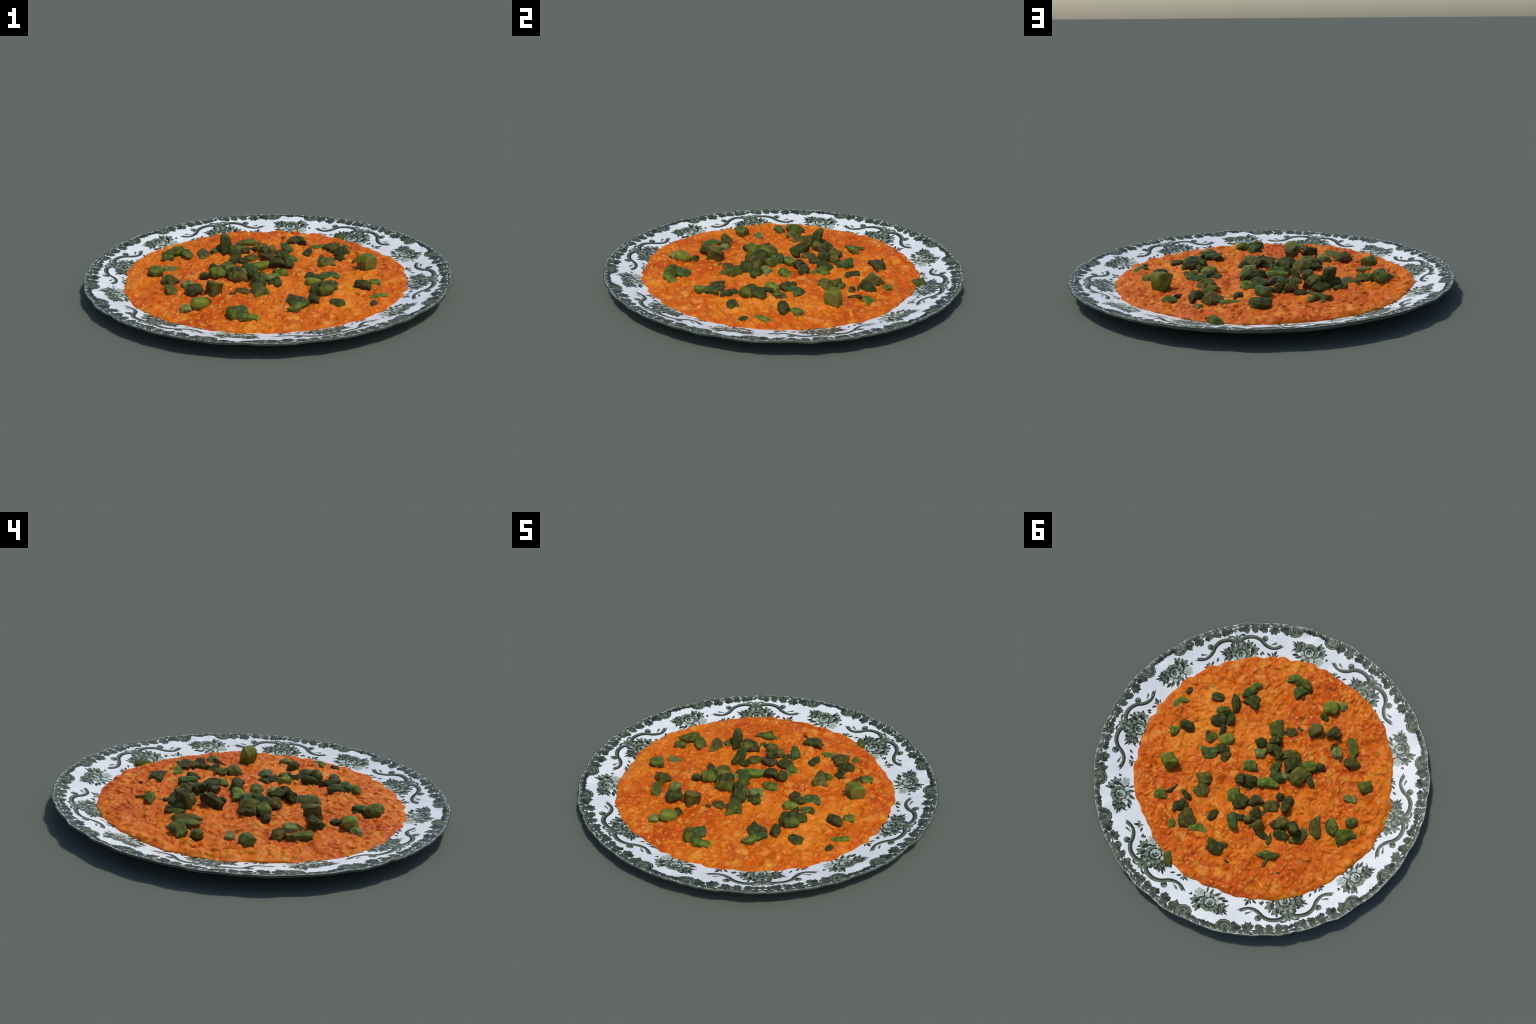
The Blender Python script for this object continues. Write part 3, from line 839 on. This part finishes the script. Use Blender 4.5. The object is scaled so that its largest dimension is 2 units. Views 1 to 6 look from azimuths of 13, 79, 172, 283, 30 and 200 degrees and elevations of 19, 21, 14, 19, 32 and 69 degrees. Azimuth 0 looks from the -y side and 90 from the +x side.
# x, y, length, width, height of the top, heading in degrees, cut + colour
PIECES = {
    'sunny_side': [
        (0.614, -0.328, 0.048, 0.033, 0.058, -104, 'bd'), (0.637, -0.237, 0.086, 0.039, 0.070, -132, 'cB'), (0.433, -0.355, 0.082, 0.060, 0.070, -177, 'bd'),
        (0.313, -0.356, 0.101, 0.056, 0.085, 119, 'sd'), (0.264, -0.449, 0.089, 0.061, 0.090, -132, 'st'), (0.218, -0.402, 0.083, 0.076, 0.090, 165, 'cd'),
        (0.244, -0.497, 0.063, 0.046, 0.085, -120, 'cB'), (0.587, -0.048, 0.053, 0.060, 0.065, -154, 'cB'), (0.533, -0.107, 0.089, 0.062, 0.082, 179, 'bd'),
        (0.365, -0.208, 0.097, 0.071, 0.105, -151, 'bd'), (0.358, -0.269, 0.081, 0.058, 0.108, -147, 'bg'), (0.301, -0.245, 0.091, 0.049, 0.095, 109, 'sd'),
        (0.317, -0.166, 0.085, 0.039, 0.085, 98, 'sd'), (0.362, -0.092, 0.070, 0.049, 0.075, -126, 'sg'), (0.269, -0.113, 0.084, 0.071, 0.088, -146, 'by'),
        (0.266, -0.045, 0.088, 0.056, 0.075, -174, 'sd'), (0.340, 0.007, 0.083, 0.076, 0.078, -161, 'ct'), (0.233, 0.000, 0.058, 0.049, 0.066, 171, 'sd'),
    ],
    'middle_left': [
        (0.076, -0.008, 0.082, 0.066, 0.075, -156, 'cB'), (0.296, 0.169, 0.078, 0.071, 0.090, -153, 'co'), (0.276, 0.224, 0.086, 0.051, 0.085, 129, 'so'),
        (0.301, 0.255, 0.070, 0.052, 0.070, 160, 'bg'), (0.505, 0.351, 0.074, 0.060, 0.072, -155, 'cB'), (0.450, 0.295, 0.079, 0.018, 0.058, -122, 'sn'),
        (0.354, 0.304, 0.073, 0.039, 0.066, 159, 'sd'), (0.366, 0.383, 0.081, 0.064, 0.090, -163, 'sd'), (0.292, 0.434, 0.101, 0.081, 0.095, 146, 'so'),
        (0.309, 0.456, 0.063, 0.054, 0.085, -139, 'so'), (0.366, 0.493, 0.057, 0.046, 0.068, 115, 'bB'), (0.216, 0.462, 0.081, 0.056, 0.070, -167, 'cB'),
        (0.165, 0.358, 0.080, 0.045, 0.075, -108, 'bd'), (0.099, 0.203, 0.082, 0.068, 0.085, 114, 'cB'), (0.051, 0.229, 0.093, 0.071, 0.100, -115, 'sd'),
        (0.040, 0.358, 0.094, 0.052, 0.100, 121, 'ct'), (0.069, 0.533, 0.096, 0.073, 0.085, -177, 'cd'), (0.304, 0.692, 0.082, 0.052, 0.062, 109, 'cg'),
        (-0.014, 0.588, 0.038, 0.014, 0.058, 173, 'sn'),
    ],
    'shaded_side': [
        (-0.231, 0.468, 0.109, 0.049, 0.082, -157, 'sg'), (-0.221, 0.465, 0.069, 0.041, 0.080, 172, 'bB'), (-0.315, 0.544, 0.030, 0.022, 0.058, -152, 'sn'),
        (-0.194, 0.375, 0.073, 0.033, 0.066, -87, 'so'), (-0.227, 0.266, 0.092, 0.064, 0.110, -129, 'so'), (-0.254, 0.329, 0.086, 0.062, 0.095, -174, 'sd'),
        (-0.313, 0.273, 0.084, 0.054, 0.105, 154, 'sd'), (-0.357, 0.300, 0.094, 0.058, 0.080, -111, 'cg'), (-0.215, 0.145, 0.112, 0.054, 0.105, -80, 'sd'),
        (-0.160, 0.111, 0.043, 0.041, 0.082, 172, 'sd'), (-0.132, 0.187, 0.083, 0.069, 0.090, -159, 'bo'), (-0.238, 0.321, 0.074, 0.041, 0.090, 144, 'sd'),
        (-0.032, 0.192, 0.093, 0.062, 0.100, -145, 'sn'), (-0.068, 0.266, 0.078, 0.062, 0.115, 122, 'sd'), (-0.051, 0.303, 0.081, 0.050, 0.085, -152, 'so'),
        (-0.109, 0.326, 0.064, 0.062, 0.100, -129, 'so'), (-0.143, 0.362, 0.073, 0.039, 0.075, 167, 'sd'), (0.007, 0.313, 0.061, 0.041, 0.075, -165, 'sd'),
        (-0.422, 0.219, 0.132, 0.066, 0.078, 113, 'co'), (-0.509, 0.184, 0.095, 0.071, 0.098, 131, 'sg'), (-0.589, 0.194, 0.115, 0.071, 0.100, -133, 'sg'),
        (-0.603, 0.104, 0.071, 0.057, 0.085, -151, 'bg'), (-0.607, -0.129, 0.073, 0.066, 0.100, -145, 'cg'), (-0.547, -0.034, 0.074, 0.049, 0.070, -175, 'cp'),
    ],
    'far_side': [
        (0.037, -0.641, 0.084, 0.043, 0.085, -161, 'cB'), (-0.004, -0.624, 0.063, 0.042, 0.085, -140, 'sg'), (-0.048, -0.622, 0.079, 0.054, 0.100, 132, 'bg'),
        (-0.021, -0.568, 0.073, 0.062, 0.085, -129, 'ct'), (-0.058, -0.546, 0.044, 0.023, 0.062, -97, 'sn'), (-0.240, -0.533, 0.091, 0.076, 0.095, -153, 'by'),
        (-0.304, -0.576, 0.049, 0.053, 0.072, -154, 'cp'), (-0.225, -0.464, 0.056, 0.043, 0.068, 140, 'bd'), (0.016, -0.283, 0.105, 0.085, 0.085, 113, 'cg'),
        (-0.078, -0.299, 0.069, 0.062, 0.080, -171, 'so'), (-0.117, -0.336, 0.047, 0.033, 0.064, -174, 'sn'), (-0.319, -0.375, 0.077, 0.069, 0.100, -175, 'sd'),
        (-0.372, -0.277, 0.062, 0.076, 0.088, -151, 'bp'), (-0.449, -0.346, 0.121, 0.056, 0.085, 123, 'cB'), (-0.473, -0.245, 0.082, 0.069, 0.090, -155, 'so'),
    ],
    'centre_heap': [
        (0.070, -0.165, 0.069, 0.057, 0.090, -155, 'sd'), (-0.005, -0.200, 0.083, 0.056, 0.105, -155, 'sd'), (0.050, -0.101, 0.066, 0.057, 0.085, -165, 'cp'),
        (0.008, -0.143, 0.033, 0.052, 0.105, -178, 'so'), (-0.042, -0.139, 0.090, 0.049, 0.105, 132, 'sd'), (-0.069, -0.058, 0.050, 0.075, 0.095, 166, 'sg'),
        (-0.122, -0.150, 0.098, 0.062, 0.095, -162, 'so'), (-0.152, -0.097, 0.091, 0.088, 0.105, -146, 'sd'), (-0.094, 0.001, 0.084, 0.053, 0.095, 155, 'ct'),
        (-0.143, -0.029, 0.056, 0.061, 0.080, 170, 'bp'), (-0.060, 0.057, 0.102, 0.057, 0.095, -160, 'cB'), (-0.217, -0.045, 0.109, 0.088, 0.100, -117, 'co'),
        (-0.254, -0.122, 0.086, 0.068, 0.105, -151, 'bB'), (-0.290, -0.041, 0.074, 0.039, 0.085, 124, 'sd'), (-0.320, -0.147, 0.051, 0.052, 0.080, -166, 'bd'),
        (0.100, 0.098, 0.059, 0.065, 0.095, -177, 'sd'), (0.030, 0.090, 0.070, 0.058, 0.095, -173, 'cd'), (-0.197, 0.275, 0.069, 0.047, 0.095, -134, 'sn'),
    ],
}

def place(name, mesh, mat, parent, loc, rot, scale):
    ob = add_object(name, mesh, parent)
    ob.location, ob.rotation_euler, ob.scale = loc, rot, scale
    ob.material_slots[0].link = 'OBJECT'
    ob.material_slots[0].material = ASP[mat]
    return ob

def build_asparagus(parent, field):
    r = random.Random(17)
    lib = {k: [chunk_mesh('asparagus_chunk', 10 * i + s, k) for i in range(1, c + 1)] for k, c, s in (('c', 7, 1), ('s', 10, 3), ('b', 6, 5))}
    for region_name, region in PIECES.items():
        for x, y, L, W, top, head, code in region:
            bed = float(food_base(np.array(x), np.array(y))) if math.hypot(x, y) < 0.75 else float(plate_z(math.hypot(x, y), math.atan2(y, x)))
            top += max(0, .10 * (top - bed) + r.uniform(-.006, .010))
            H = max(.80 * W, min(top - bed + .010, 1.35 * W))
            if region_name in ('centre_heap', 'shaded_side') and math.hypot(x, y) < 0.5:
                top += r.uniform(-.004, .012)
            mesh = r.choice(lib[code[0]])
            if code[0] == 'c':
                roll, pitch = r.uniform(-.3, .3), r.uniform(-.08, .08)
            else:
                roll, pitch = r.uniform(-.5, .5), r.uniform(-.3, .3)
            if top > .1 and code[0] == 's':
                pitch *= 1.8
            place('asparagus_piece', mesh, code[1], parent, (x, y, top - H / 2), (roll, pitch, math.radians(head + r.choice((0, 180)))), (L * 1.03, W * 1.04, H))
    # shrivelled scraps that tie the heaps together
    for region_name, count in (('centre_heap', 5), ('shaded_side', 8), ('middle_left', 3), ('sunny_side', 3), ('far_side', 3)):
        base = [p for p in PIECES[region_name] if p[3] > .045]
        for _ in range(count):
            x, y, L, W, top, head, code = r.choice(base)
            a = r.uniform(0, TAU)
            x, y = x + .6 * W * math.cos(a), y + .6 * W * math.sin(a)
            top = .064 + .01 * r.random()
            place('asparagus_piece', r.choice(lib['s']), r.choice('ddogn'), parent, (x, y, top - .018), (r.uniform(-.6, .6), r.uniform(-.3, .3), r.uniform(0, TAU)),
                  (r.uniform(.045, .08), r.uniform(.030, .044), .036))
    # the three most conspicuous pieces
    place('asparagus_piece', chunk_mesh('asparagus_thick_stub', 77, 'c'), 'y', parent, (0.525, 0.157, 0.088), (0.2, -0.06, math.radians(-35)), (0.076, 0.088, 0.104))
    place('asparagus_piece', chunk_mesh('asparagus_upright_stub', 91, 'c'), 'o', parent, (-0.210, -0.352, 0.080), (0.0, math.radians(-74), math.radians(60)), (0.086, 0.068, 0.098))
    place('asparagus_piece', chunk_mesh('asparagus_upright_stalk', 45, 'c'), 'd', parent, (-0.302, 0.268, 0.108), (0.3, math.radians(-74), math.radians(115)), (0.115, 0.060, 0.066))
    # a leafy tip with a thin tail
    place('asparagus_tip', chunk_mesh('asparagus_tail', 63, 's'), 'g', parent, (-0.226, 0.512, 0.066), (0.3, 0.25, math.radians(80)), (0.075, 0.016, 0.014))

# --------------------------------------------------------------------- build
dish = bpy.data.objects.new('plate_of_risotto', None)
bpy.context.scene.collection.objects.link(dish)
dish['label'] = 'White plate with green floral rim, orange risotto and asparagus pieces'
dish['category'] = 'plated food'
plate_mesh(dish)
risotto, FIELD = build_risotto(dish)
build_asparagus(dish, FIELD)
